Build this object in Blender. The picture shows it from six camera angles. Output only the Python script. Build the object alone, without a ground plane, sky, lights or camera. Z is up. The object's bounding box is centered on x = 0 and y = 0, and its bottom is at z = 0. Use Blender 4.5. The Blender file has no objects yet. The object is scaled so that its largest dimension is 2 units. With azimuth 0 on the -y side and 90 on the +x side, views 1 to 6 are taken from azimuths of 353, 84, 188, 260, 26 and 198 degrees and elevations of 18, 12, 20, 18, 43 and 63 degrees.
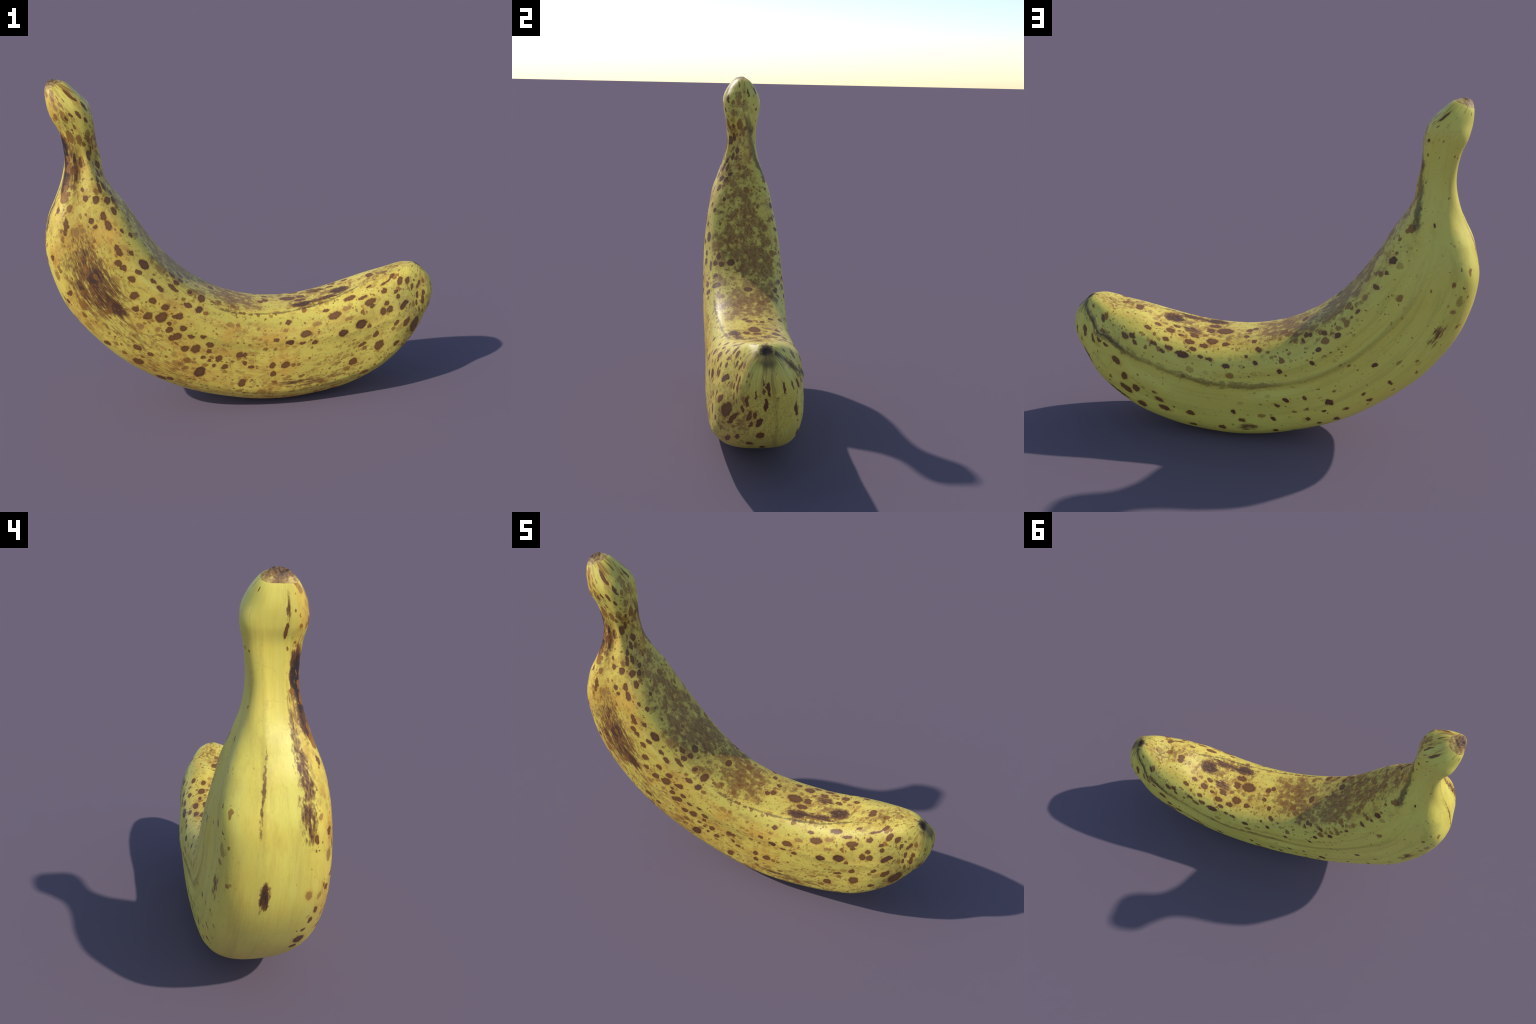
"""A ripe, freckled banana standing on the back of its curve.

The fruit is a loft: 24 cross-sections set along a bent spine, each with a mean
radius and a few low harmonics (oval, three-sided, four-sided), plus the raised
edges of the peel's facets.  One skin material colours it in the fruit's own
coordinates, computed in nodes from the Object position:
    along   angle round the centre of the bend (stem -1.95 ... tip 0.75)
    around  angle round the flesh (0 = back of the bend, pi = hollow side,
            negative = the side facing -y)
"""
import bpy, math, random
import numpy as np
from mathutils import Vector

random.seed(7)

# ---------------------------------------------------------------- shape ----
# centre of section, lean of the section (deg), mean radius,
# then cos/sin weights of the oval, the triangle and the square
SECTIONS = [
    ((-0.890, -0.004, 1.741),  -66.0, 0.0223, (-0.0051, -0.0017), (-0.0007,  0.0007), ( 0.0002,  0.0011)),
    ((-0.869, -0.000, 1.711),  -69.8, 0.0576, (-0.0072, -0.0025), (-0.0057,  0.0011), (-0.0023,  0.0009)),
    ((-0.843, -0.002, 1.657),  -71.1, 0.0881, (-0.0113, -0.0002), (-0.0018, -0.0003), (-0.0038,  0.0005)),
    ((-0.811,  0.001, 1.597),  -74.0, 0.1040, (-0.0152,  0.0016), (-0.0028, -0.0002), (-0.0120, -0.0023)),
    ((-0.788,  0.002, 1.511),  -83.4, 0.0923, (-0.0099,  0.0034), (-0.0035,  0.0007), (-0.0134, -0.0009)),
    ((-0.791,  0.010, 1.385),  -88.1, 0.0776, (-0.0008, -0.0106), (-0.0076,  0.0062), (-0.0025,  0.0040)),
    ((-0.791,  0.005, 1.288),  -84.5, 0.0922, ( 0.0069, -0.0134), (-0.0071,  0.0039), (-0.0065,  0.0089)),
    ((-0.791, -0.007, 1.195),  -83.2, 0.1289, ( 0.0158, -0.0155), ( 0.0038, -0.0010), (-0.0097,  0.0089)),
    ((-0.779, -0.009, 1.088),  -85.4, 0.1809, ( 0.0285, -0.0119), ( 0.0072, -0.0009), (-0.0166,  0.0051)),
    ((-0.769, -0.006, 0.959),  -78.1, 0.2168, ( 0.0443,  0.0008), ( 0.0043,  0.0019), (-0.0305, -0.0021)),
    ((-0.705, -0.004, 0.779),  -63.7, 0.2389, ( 0.0528,  0.0032), ( 0.0057,  0.0009), (-0.0377, -0.0012)),
    ((-0.596, -0.003, 0.623),  -48.8, 0.2513, ( 0.0397,  0.0021), ( 0.0025,  0.0011), (-0.0351, -0.0023)),
    ((-0.457, -0.002, 0.484),  -39.8, 0.2587, ( 0.0345, -0.0007), ( 0.0044,  0.0004), (-0.0269, -0.0005)),
    ((-0.264, -0.001, 0.362),  -28.6, 0.2583, ( 0.0347, -0.0001), ( 0.0045,  0.0010), (-0.0228,  0.0004)),
    ((-0.051, -0.002, 0.290),  -16.1, 0.2487, ( 0.0386, -0.0016), ( 0.0024,  0.0020), (-0.0307,  0.0023)),
    (( 0.130,  0.001, 0.264),   -6.1, 0.2498, ( 0.0375, -0.0027), ( 0.0024,  0.0008), (-0.0297,  0.0045)),
    (( 0.296,  0.004, 0.270),    2.4, 0.2529, ( 0.0297, -0.0025), ( 0.0047, -0.0010), (-0.0239,  0.0048)),
    (( 0.452,  0.001, 0.297),   10.6, 0.2500, ( 0.0287, -0.0020), ( 0.0045,  0.0003), (-0.0209,  0.0027)),
    (( 0.606, -0.004, 0.353),   20.1, 0.2292, ( 0.0274, -0.0046), ( 0.0003,  0.0045), (-0.0301,  0.0069)),
    (( 0.744, -0.001, 0.437),   30.9, 0.2071, ( 0.0077, -0.0044), (-0.0080,  0.0040), (-0.0174,  0.0054)),
    (( 0.830,  0.011, 0.518),   44.7, 0.1640, ( 0.0069, -0.0002), (-0.0026, -0.0031), (-0.0123, -0.0030)),
    (( 0.864,  0.007, 0.574),   63.5, 0.1363, ( 0.0156,  0.0014), ( 0.0039,  0.0004), (-0.0149, -0.0026)),
    (( 0.910, -0.002, 0.640),   66.0, 0.0747, ( 0.0047, -0.0019), ( 0.0065,  0.0029), (-0.0075,  0.0017)),
    (( 0.916,  0.001, 0.659),   56.0, 0.0280, (-0.0060, -0.0010), (-0.0030, -0.0010), (-0.0020,  0.0010)),
]
BEND_X, BEND_Z = 0.35, 1.25          # centre of the bend
SIDE_SLOPE = 0.1                     # the spine drifts towards +y as x grows
ROWS_PER_SECTION = 22
SIDES = 200
SKIN_STRETCHES = 12

# edges of the peel's facets: (along, around) points, height and half-width
FRONT_EDGE = [(-1.60, -1.95), (-1.43, -2.24), (-1.25, -2.47), (-0.90, -2.50), (-0.60, -2.53), (-0.37, -2.60),
              (-0.05, -2.66), (0.14, -2.73), (0.33, -2.86), (0.52, -2.90), (0.70, -2.95)]
BACK_EDGE = [(-1.50, 1.60), (-1.10, 1.73), (-0.90, 1.77), (-0.58, 1.83), (-0.35, 1.87), (-0.09, 1.93), (0.05, 1.96),
             (0.21, 1.96), (0.33, 1.88), (0.43, 1.83), (0.55, 1.81), (0.61, 1.67), (0.66, 1.51), (0.72, 1.38), (0.77, 1.18)]
KEEL_LINE = [(-1.95, 0.60), (-1.77, 0.50), (-1.61, 0.39), (-1.40, 0.31), (-1.20, 0.24), (-1.04, 0.18),
             (-0.60, 0.18), (0.0, 0.25), (0.28, 0.33), (0.54, 0.27), (0.65, 0.19), (0.76, 0.15)]
NECK_STREAK = [(-1.86, 2.85), (-1.80, 2.78), (-1.76, 2.72), (-1.69, 2.54), (-1.64, 2.41), (-1.58, 2.32), (-1.50, 2.17), (-1.45, 2.05)]
LOW_FRONT_EDGE = [(-1.30, -1.75), (-0.80, -1.95), (-0.21, -2.10), (0.0, -2.03), (0.12, -1.98), (0.29, -1.83), (0.41, -1.67), (0.70, -1.30)]
BELLY_EDGE = [(-1.30, -0.75), (-0.60, -0.90), (0.0, -0.95), (0.40, -0.85), (0.76, -0.60)]
# facet edges that stand up: line, height, half-width, where they start and end
RIDGES = [(FRONT_EDGE, 0.008, 0.17, -1.55, 0.45), (BACK_EDGE, 0.008, 0.08, -1.5, 0.62), (NECK_STREAK, 0.005, 0.18, -1.85, -1.45),
          (LOW_FRONT_EDGE, 0.004, 0.10, -0.9, 0.60), (KEEL_LINE, 0.009, 0.10, 0.30, 0.76), (KEEL_LINE, 0.004, 0.16, -1.9, -1.0), (BELLY_EDGE, 0.007, 0.10, -0.5, 0.76)]
# gentle swellings and hollows: along, around, half-length, half-width, height
SWELLINGS = [
    (-1.46, 1.02, 0.17, 0.60, 0.046), (-1.20, 1.65, 0.14, 0.36, 0.016), (-0.42, 1.50, 0.18, 0.22, 0.014),   # back shoulder
    (-1.60, -2.05, 0.16, 0.55, 0.032), (-1.68, 3.14, 0.07, 0.60, 0.016), (-1.67, -2.00, 0.08, 0.40, 0.010), (-1.10, 2.30, 0.22, 0.20, 0.006),  # flare of the neck
    (-1.05, -2.40, 0.30, 0.20, -0.018), (-0.17, -1.50, 0.24, 0.60, 0.013), (-1.15, -1.36, 0.10, 0.22, 0.011),
    (-1.00, 0.10, 0.18, 0.60, 0.014), (-1.26, 0.15, 0.10, 0.20, 0.008), (-0.97, 0.65, 0.10, 0.15, 0.008),
    (0.49, -1.05, 0.20, 0.60, -0.016), (0.62, 1.23, 0.12, 0.32, -0.022), (0.52, 0.10, 0.18, 0.55, 0.024),   # tip
    (0.24, 1.42, 0.16, 0.22, 0.014), (-0.05, 2.20, 0.10, 0.15, -0.012), (-0.60, 2.37, 0.25, 0.15, -0.010), (-0.30, 3.14, 0.20, 0.40, 0.008),
]


def catmull(values, t):
    """Catmull-Rom through the rows of values at station coordinate t."""
    n = len(values)
    i = min(int(t), n - 2)
    f = t - i
    a, b = values[i], values[i + 1]
    p = values[i - 1] if i > 0 else 2 * a - b
    q = values[i + 2] if i + 2 < n else 2 * b - a
    return 0.5 * (2 * a + (b - p) * f + (2 * p - 5 * a + 4 * b - q) * f * f + (3 * a - p - 3 * b + q) * f ** 3)


def taut(rad, th):
    """Stretch the peel tight over the corners of a section (convex hull) and round it a little."""
    pts = np.stack([rad * np.cos(th), rad * np.sin(th)], 1)
    order = sorted(range(len(th)), key=lambda i: (pts[i][0], pts[i][1]))

    def chain(ids):
        keep = []
        for i in ids:
            while len(keep) > 1:
                a, b = pts[keep[-2]], pts[keep[-1]]
                if (b[0] - a[0]) * (pts[i][1] - a[1]) - (b[1] - a[1]) * (pts[i][0] - a[0]) > 0:
                    break
                keep.pop()
            keep.append(i)
        return keep[:-1]

    hull = sorted(chain(order) + chain(order[::-1]))
    out = rad.copy()
    for a, b in zip(hull, hull[1:] + [hull[0] + len(th)]):
        t0, t1 = 2 * math.pi * a / len(th), 2 * math.pi * b / len(th)
        ra, rb = rad[a], rad[b % len(th)]
        for i in range(a + 1, b):
            t = 2 * math.pi * i / len(th)
            out[i % len(th)] = ra * rb * math.sin(t1 - t0) / (ra * math.sin(t - t0) + rb * math.sin(t1 - t))
    sigma = math.radians(6)
    gap = (th[:, None] - th[None] + math.pi) % (2 * math.pi) - math.pi
    w = np.exp(-0.5 * (gap / sigma) ** 2)
    return (w @ out) / w.sum(1)


def section_ring(sec, th):
    (x, y, z), lean, r, (c2, s2), (c3, s3), (c4, s4) = sec
    a = math.radians(lean)
    out = np.array([math.sin(a), 0.0, -math.cos(a)])
    tan = np.array([math.cos(a), SIDE_SLOPE * math.cos(a), math.sin(a)])
    tan /= np.linalg.norm(tan)
    side = np.array([0.0, 1.0, 0.0]) - tan * tan[1]
    side /= np.linalg.norm(side)
    rad = (r + c2 * np.cos(2 * th) + s2 * np.sin(2 * th) + c3 * np.cos(3 * th) + s3 * np.sin(3 * th)
           + c4 * np.cos(4 * th) + s4 * np.sin(4 * th))
    rad = taut(rad, th)
    return np.array([x, y, z]) + rad[:, None] * (np.cos(th)[:, None] * out + np.sin(th)[:, None] * side)


def loft():
    th = np.linspace(0, 2 * math.pi, SIDES, endpoint=False)
    rings = [section_ring(s, th) for s in SECTIONS]
    n = (len(SECTIONS) - 1) * ROWS_PER_SECTION
    rows = np.array([catmull(rings, k / ROWS_PER_SECTION) for k in range(n + 1)])
    # straight facets over the last sections, eased into one rounded end
    start = len(rows) - int(2.6 * ROWS_PER_SECTION)
    for k in range(n + 1 - int(1.2 * ROWS_PER_SECTION), n + 1):
        i = min(k // ROWS_PER_SECTION, len(rings) - 2)
        f = k / ROWS_PER_SECTION - i
        rows[k] = rings[i] * (1 - f) + rings[i + 1] * f
    for _ in range(60):
        rows[start:-1] = 0.5 * rows[start:-1] + 0.25 * (rows[start - 1:-2] + rows[start + 1:])
    return rows


def along_of(p):
    return np.arctan2(p[..., 0] - BEND_X, -(p[..., 2] - BEND_Z))


def bend_profile(rows):
    """Distance of the flesh's middle from the bend centre, its sideways drift and its mean radius, per 'along'."""
    u = along_of(rows)
    rho = np.hypot(rows[..., 0] - BEND_X, rows[..., 2] - BEND_Z)
    y = rows[..., 1]
    grid = np.linspace(-1.96, 0.77, 61)
    out = []
    for g in grid:
        pts = []
        for k in range(0, SIDES, 4):
            d = u[:, k] - g
            hit = np.where((d[:-1] <= 0) & (d[1:] > 0))[0]
            if len(hit):
                i = hit[0]
                f = -d[i] / (d[i + 1] - d[i])
                pts.append((rho[i, k] * (1 - f) + rho[i + 1, k] * f, y[i, k] * (1 - f) + y[i + 1, k] * f))
        if len(pts) < SIDES * 0.2:
            continue
        p = np.array(pts)
        mid = (p.max(0) + p.min(0)) / 2
        out.append((g, mid[0], mid[1], np.hypot(*(p - mid).T).mean()))
    # at the two ends follow the spine itself, so that the fibres run together at the cut and at the tip
    out = [o for o in out if -1.80 < o[0] < 0.60]
    ends = []
    for (x, y, z), lean, r, *_ in SECTIONS:
        a = float(along_of(np.array([x, y, z])))
        ends.append((a, math.hypot(x - BEND_X, z - BEND_Z), y, r))
    stem = [e for e in ends if e[0] < -1.84]
    tip = [e for e in ends if e[0] > 0.63]
    return np.array(sorted(stem + out + tip))


def shape_facets(rows, prof):
    """Lift the peel along the facet edges and over the swellings."""
    u = along_of(rows)
    dr = np.hypot(rows[..., 0] - BEND_X, rows[..., 2] - BEND_Z) - np.interp(u, prof[:, 0], prof[:, 1])
    dy = rows[..., 1] - np.interp(u, prof[:, 0], prof[:, 2])
    th = np.arctan2(dy, dr)
    centre = rows.mean(1, keepdims=True)
    out = rows - centre
    size = np.linalg.norm(out, axis=2, keepdims=True)
    lift = np.zeros(u.shape)
    for line, height, width, start, end in RIDGES:
        lx, ly = zip(*line)
        d = (th - np.interp(u, lx, ly) + math.pi) % (2 * math.pi) - math.pi
        ends = np.clip((u - start) / 0.3, 0, 1) * np.clip((end - u) / 0.2, 0, 1)
        crest = np.exp(-np.abs(d / width) ** 1.5) - 0.25 * np.exp(-(d / (2.6 * width)) ** 2)
        lift += height * ends * crest
    for a, t, ha, ht, height in SWELLINGS:
        d = (th - t + math.pi) % (2 * math.pi) - math.pi
        lift += height * np.exp(-0.5 * ((u - a) / (0.6 * ha)) ** 2 - 0.5 * (d / (0.6 * ht)) ** 2)
    lift *= np.clip((size[..., 0] - 0.03) / 0.09, 0, 1) ** 1.5 * np.where(u > 0, 1, 0) + np.where(u > 0, 0, 1)
    return rows + out / np.maximum(size, 1e-6) * lift[..., None]


# ------------------------------------------------------------ blemishes ----
# round spots of the peel: (along, around, half-length, half-width, darkness),
# lengths in units of the two coordinates
SPOTS_HOLLOW = [
    (-1.489, -2.58, 0.0124, 0.069, 0.8), (-1.461, -2.88, 0.0185, 0.120, 0.5), (-1.370, -2.68, 0.0134, 0.040, 0.9),
    (-1.308, -2.49, 0.0154, 0.044, 0.9), (-1.082, -2.54, 0.0226, 0.048, 0.6), (-1.074, -2.69, 0.0217, 0.063, 0.6),
    (-0.996, -2.64, 0.0218, 0.050, 0.7), (-0.950, -2.56, 0.0197, 0.050, 0.7), (-0.945, -2.87, 0.0279, 0.077, 0.8),
    (-0.935, -2.69, 0.0173, 0.055, 0.9), (-0.856, -2.57, 0.0158, 0.050, 0.9), (-0.778, -2.58, 0.0230, 0.092, 0.9),
    (-0.772, 2.64, 0.0187, 0.054, 0.6), (-0.750, 2.54, 0.0132, 0.041, 0.7), (-0.728, 2.57, 0.0151, 0.059, 0.7),
    (-0.721, 3.10, 0.0209, 0.089, 0.9), (-0.698, 2.50, 0.0103, 0.048, 0.7), (-0.428, 2.55, 0.0185, 0.058, 0.9),
    (-0.402, 2.75, 0.0154, 0.051, 0.9), (-0.388, -3.06, 0.0178, 0.058, 0.8), (-0.354, -3.12, 0.0226, 0.071, 0.9),
    (-0.345, 2.92, 0.0165, 0.050, 0.9), (-0.222, 2.69, 0.0247, 0.051, 0.9), (-0.192, 3.11, 0.0602, 0.113, 0.9),
    (-0.129, 2.74, 0.0384, 0.082, 0.9), (-0.109, -3.00, 0.0441, 0.063, 0.9), (-0.094, 3.05, 0.0298, 0.042, 0.9),
    (-0.090, 3.12, 0.0310, 0.049, 0.9), (-0.082, 2.60, 0.0297, 0.045, 0.9), (-0.014, 2.49, 0.0235, 0.035, 0.9),
    (-0.005, 2.78, 0.0329, 0.040, 0.9), (0.002, 2.83, 0.0351, 0.032, 0.9), (0.016, 2.62, 0.0363, 0.052, 0.9),
    (0.045, -2.50, 0.0283, 0.028, 0.9), (0.087, 2.71, 0.0247, 0.029, 0.9), (0.141, 2.93, 0.0318, 0.049, 0.9),
    (0.167, 2.74, 0.0350, 0.068, 0.9), (0.176, 2.51, 0.0243, 0.043, 0.8), (0.231, -2.61, 0.0451, 0.057, 0.9),
    (0.271, 2.77, 0.0276, 0.049, 0.9), (0.322, -2.50, 0.0369, 0.035, 0.9), (0.324, 2.56, 0.0273, 0.043, 0.9),
    (0.400, -2.71, 0.0209, 0.038, 0.9),
]
SPOTS_TAIL = [
    (0.425, 1.46, 0.0302, 0.077, 0.9), (0.437, 2.14, 0.0279, 0.059, 0.9), (0.447, -1.44, 0.0188, 0.052, 0.9),
    (0.450, -1.90, 0.0228, 0.093, 0.9), (0.452, 3.02, 0.0270, 0.090, 0.9), (0.453, -2.09, 0.0180, 0.062, 0.9),
    (0.455, 3.13, 0.0294, 0.078, 0.9), (0.475, -0.01, 0.0328, 0.078, 0.9), (0.478, -2.39, 0.0222, 0.069, 0.9),
    (0.500, -1.23, 0.0273, 0.077, 0.9), (0.517, 1.60, 0.0193, 0.049, 0.9), (0.528, -2.56, 0.0506, 0.037, 0.9),
    (0.530, -0.93, 0.0397, 0.135, 0.9), (0.533, -0.70, 0.0462, 0.052, 0.9), (0.536, -2.00, 0.0170, 0.073, 0.9),
    (0.541, -1.66, 0.0354, 0.096, 1.0), (0.541, -2.16, 0.0177, 0.053, 0.9), (0.543, -0.29, 0.0186, 0.036, 0.9),
    (0.562, 1.55, 0.0172, 0.057, 0.9), (0.563, -0.15, 0.0276, 0.072, 1.0), (0.569, 0.79, 0.0397, 0.052, 1.0),
    (0.586, -2.61, 0.0246, 0.072, 0.9), (0.587, -0.41, 0.0322, 0.053, 0.9), (0.595, 1.33, 0.0218, 0.078, 0.9),
    (0.598, -0.29, 0.0216, 0.043, 0.9), (0.606, -0.61, 0.0186, 0.036, 0.8), (0.607, -1.22, 0.0108, 0.064, 0.9),
    (0.609, -2.27, 0.0280, 0.093, 0.9), (0.618, 2.13, 0.0215, 0.072, 0.9), (0.640, -1.24, 0.0151, 0.069, 0.9),
    (0.646, -0.93, 0.0200, 0.082, 0.9), (0.647, -1.66, 0.0164, 0.071, 0.9), (0.649, -1.99, 0.0228, 0.101, 0.9),
    (0.655, -0.49, 0.0280, 0.045, 0.9), (0.656, 1.03, 0.0214, 0.059, 0.9), (0.657, -0.04, 0.0297, 0.052, 1.0),
    (0.675, -0.98, 0.0170, 0.077, 0.9), (0.685, -1.36, 0.0247, 0.087, 0.9), (0.693, 0.77, 0.0153, 0.037, 0.9),
    (0.698, -0.30, 0.0179, 0.026, 0.8), (0.712, 0.49, 0.0218, 0.037, 1.0), (0.712, -0.09, 0.0115, 0.035, 0.9),
    (0.716, 0.04, 0.0229, 0.050, 1.0), (0.740, -0.07, 0.0119, 0.032, 0.9),
]
SPOTS_FRONT_UPPER = [
    (-1.493, -2.38, 0.0178, 0.102, 0.9), (-1.484, -0.81, 0.0093, 0.056, 0.9), (-1.440, -2.42, 0.0187, 0.067, 0.9),
    (-1.432, -2.13, 0.0213, 0.062, 0.9), (-1.431, -1.09, 0.0261, 0.068, 0.7), (-1.426, -1.79, 0.0125, 0.083, 0.9),
    (-1.401, -1.05, 0.0133, 0.041, 0.9), (-1.395, -1.85, 0.0096, 0.057, 0.9), (-1.393, -1.50, 0.0141, 0.078, 0.5),
    (-1.392, -1.32, 0.0198, 0.074, 0.6), (-1.389, -2.16, 0.0246, 0.069, 0.9), (-1.366, -0.54, 0.0083, 0.041, 0.6),
    (-1.344, -2.36, 0.0129, 0.047, 0.9), (-1.319, -0.68, 0.0129, 0.042, 0.9), (-1.315, -0.44, 0.0142, 0.037, 0.7),
    (-1.265, -2.13, 0.0293, 0.063, 0.9), (-1.229, -2.31, 0.0151, 0.036, 0.9), (-1.211, -2.01, 0.0174, 0.068, 0.9),
    (-1.181, -2.05, 0.0180, 0.060, 0.9), (-1.180, -0.77, 0.0105, 0.054, 0.7), (-1.152, -0.36, 0.0174, 0.048, 0.5),
    (-1.151, -0.63, 0.0104, 0.035, 0.9), (-1.145, -2.38, 0.0337, 0.072, 1.0), (-1.128, -2.22, 0.0188, 0.042, 0.9),
    (-1.116, -2.05, 0.0199, 0.061, 0.9), (-1.079, -0.50, 0.0170, 0.032, 0.9), (-1.045, -2.30, 0.0193, 0.034, 0.9),
    (-1.045, -1.85, 0.0186, 0.102, 0.9), (-1.031, -0.45, 0.0166, 0.031, 0.9), (-0.995, -2.28, 0.0210, 0.047, 0.9),
    (-0.991, -1.65, 0.0144, 0.074, 0.7), (-0.981, -0.40, 0.0110, 0.026, 0.9), (-0.971, -2.02, 0.0184, 0.062, 0.9),
    (-0.946, -2.44, 0.0363, 0.039, 0.9), (-0.943, -0.68, 0.0136, 0.065, 0.9), (-0.929, -1.71, 0.0188, 0.108, 0.9),
    (-0.917, -1.42, 0.0196, 0.074, 0.5), (-0.914, -0.39, 0.0269, 0.073, 1.0), (-0.906, -2.08, 0.0182, 0.067, 0.9),
    (-0.882, -1.88, 0.0244, 0.131, 0.9), (-0.857, -0.36, 0.0157, 0.046, 1.0), (-0.856, -1.02, 0.0184, 0.045, 0.7),
    (-0.853, -1.61, 0.0128, 0.066, 0.5), (-0.839, -2.03, 0.0140, 0.045, 0.7), (-0.832, -1.87, 0.0111, 0.047, 0.9),
    (-0.823, -2.34, 0.0251, 0.051, 0.9), (-0.822, -2.09, 0.0211, 0.068, 0.9), (-0.812, -1.74, 0.0168, 0.088, 0.9),
    (-0.808, -0.79, 0.0212, 0.082, 0.9), (-0.796, -1.05, 0.0133, 0.041, 0.7), (-0.775, -1.60, 0.0177, 0.067, 0.7),
    (-0.765, -1.92, 0.0180, 0.065, 0.7), (-0.761, -1.71, 0.0194, 0.098, 0.9), (-0.757, -2.37, 0.0203, 0.063, 1.0),
    (-0.706, -1.84, 0.0190, 0.050, 0.9), (-0.694, -1.52, 0.0168, 0.093, 0.9), (-0.690, -0.65, 0.0228, 0.069, 0.9),
    (-0.661, -0.74, 0.0145, 0.053, 0.9), (-0.655, -1.94, 0.0132, 0.046, 0.7), (-0.652, -1.62, 0.0212, 0.119, 0.9),
    (-0.623, -1.29, 0.0127, 0.042, 0.6), (-0.603, -1.82, 0.0193, 0.063, 0.9), (-0.598, -1.48, 0.0095, 0.050, 0.9),
    (-0.591, -1.67, 0.0125, 0.062, 0.9), (-0.576, -1.13, 0.0238, 0.125, 1.0), (-0.566, -1.45, 0.0095, 0.051, 0.9),
    (-0.535, -1.35, 0.0093, 0.052, 0.9), (-0.529, -1.55, 0.0160, 0.087, 0.9), (-0.485, -1.37, 0.0142, 0.068, 0.9),
]
SPOTS_FRONT_LOWER = [
    (-0.440, -1.73, 0.0168, 0.084, 0.9), (-0.415, -1.75, 0.0117, 0.065, 0.9), (-0.400, -1.53, 0.0114, 0.059, 0.9),
    (-0.380, -1.06, 0.0172, 0.082, 0.9), (-0.364, -1.46, 0.0174, 0.045, 0.9), (-0.274, -2.11, 0.0189, 0.043, 0.9),
    (-0.263, -1.53, 0.0155, 0.079, 0.9), (-0.250, -1.32, 0.0154, 0.067, 0.9), (-0.228, -2.28, 0.0191, 0.035, 0.6),
    (-0.214, -2.42, 0.0199, 0.042, 0.9), (-0.198, -1.53, 0.0209, 0.083, 0.9), (-0.192, -2.04, 0.0264, 0.056, 1.0),
    (-0.117, -1.99, 0.0201, 0.028, 0.9), (-0.098, -2.16, 0.0373, 0.063, 0.9), (-0.045, -1.97, 0.0183, 0.050, 0.9),
    (-0.029, -2.30, 0.0303, 0.047, 0.6), (0.096, -2.37, 0.0472, 0.065, 0.9), (0.129, -2.00, 0.0289, 0.072, 1.0),
    (0.155, -1.22, 0.0254, 0.081, 0.9), (0.186, -2.23, 0.0317, 0.034, 0.6), (0.189, -2.43, 0.0348, 0.044, 0.6),
    (0.225, -1.52, 0.0245, 0.050, 0.9), (0.252, -2.02, 0.0402, 0.099, 1.0), (0.293, -1.88, 0.0179, 0.049, 0.9),
    (0.310, -1.26, 0.0280, 0.105, 0.9), (0.313, -1.57, 0.0197, 0.066, 0.9), (0.339, -0.17, 0.0264, 0.076, 0.9),
    (0.355, -0.59, 0.0380, 0.049, 0.9), (0.357, -2.34, 0.0445, 0.071, 0.9), (0.358, -2.24, 0.0187, 0.046, 0.9),
    (0.394, -1.01, 0.0190, 0.047, 0.7), (0.409, -1.97, 0.0234, 0.099, 0.9), (0.412, -0.43, 0.0290, 0.040, 0.9),
]
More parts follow.
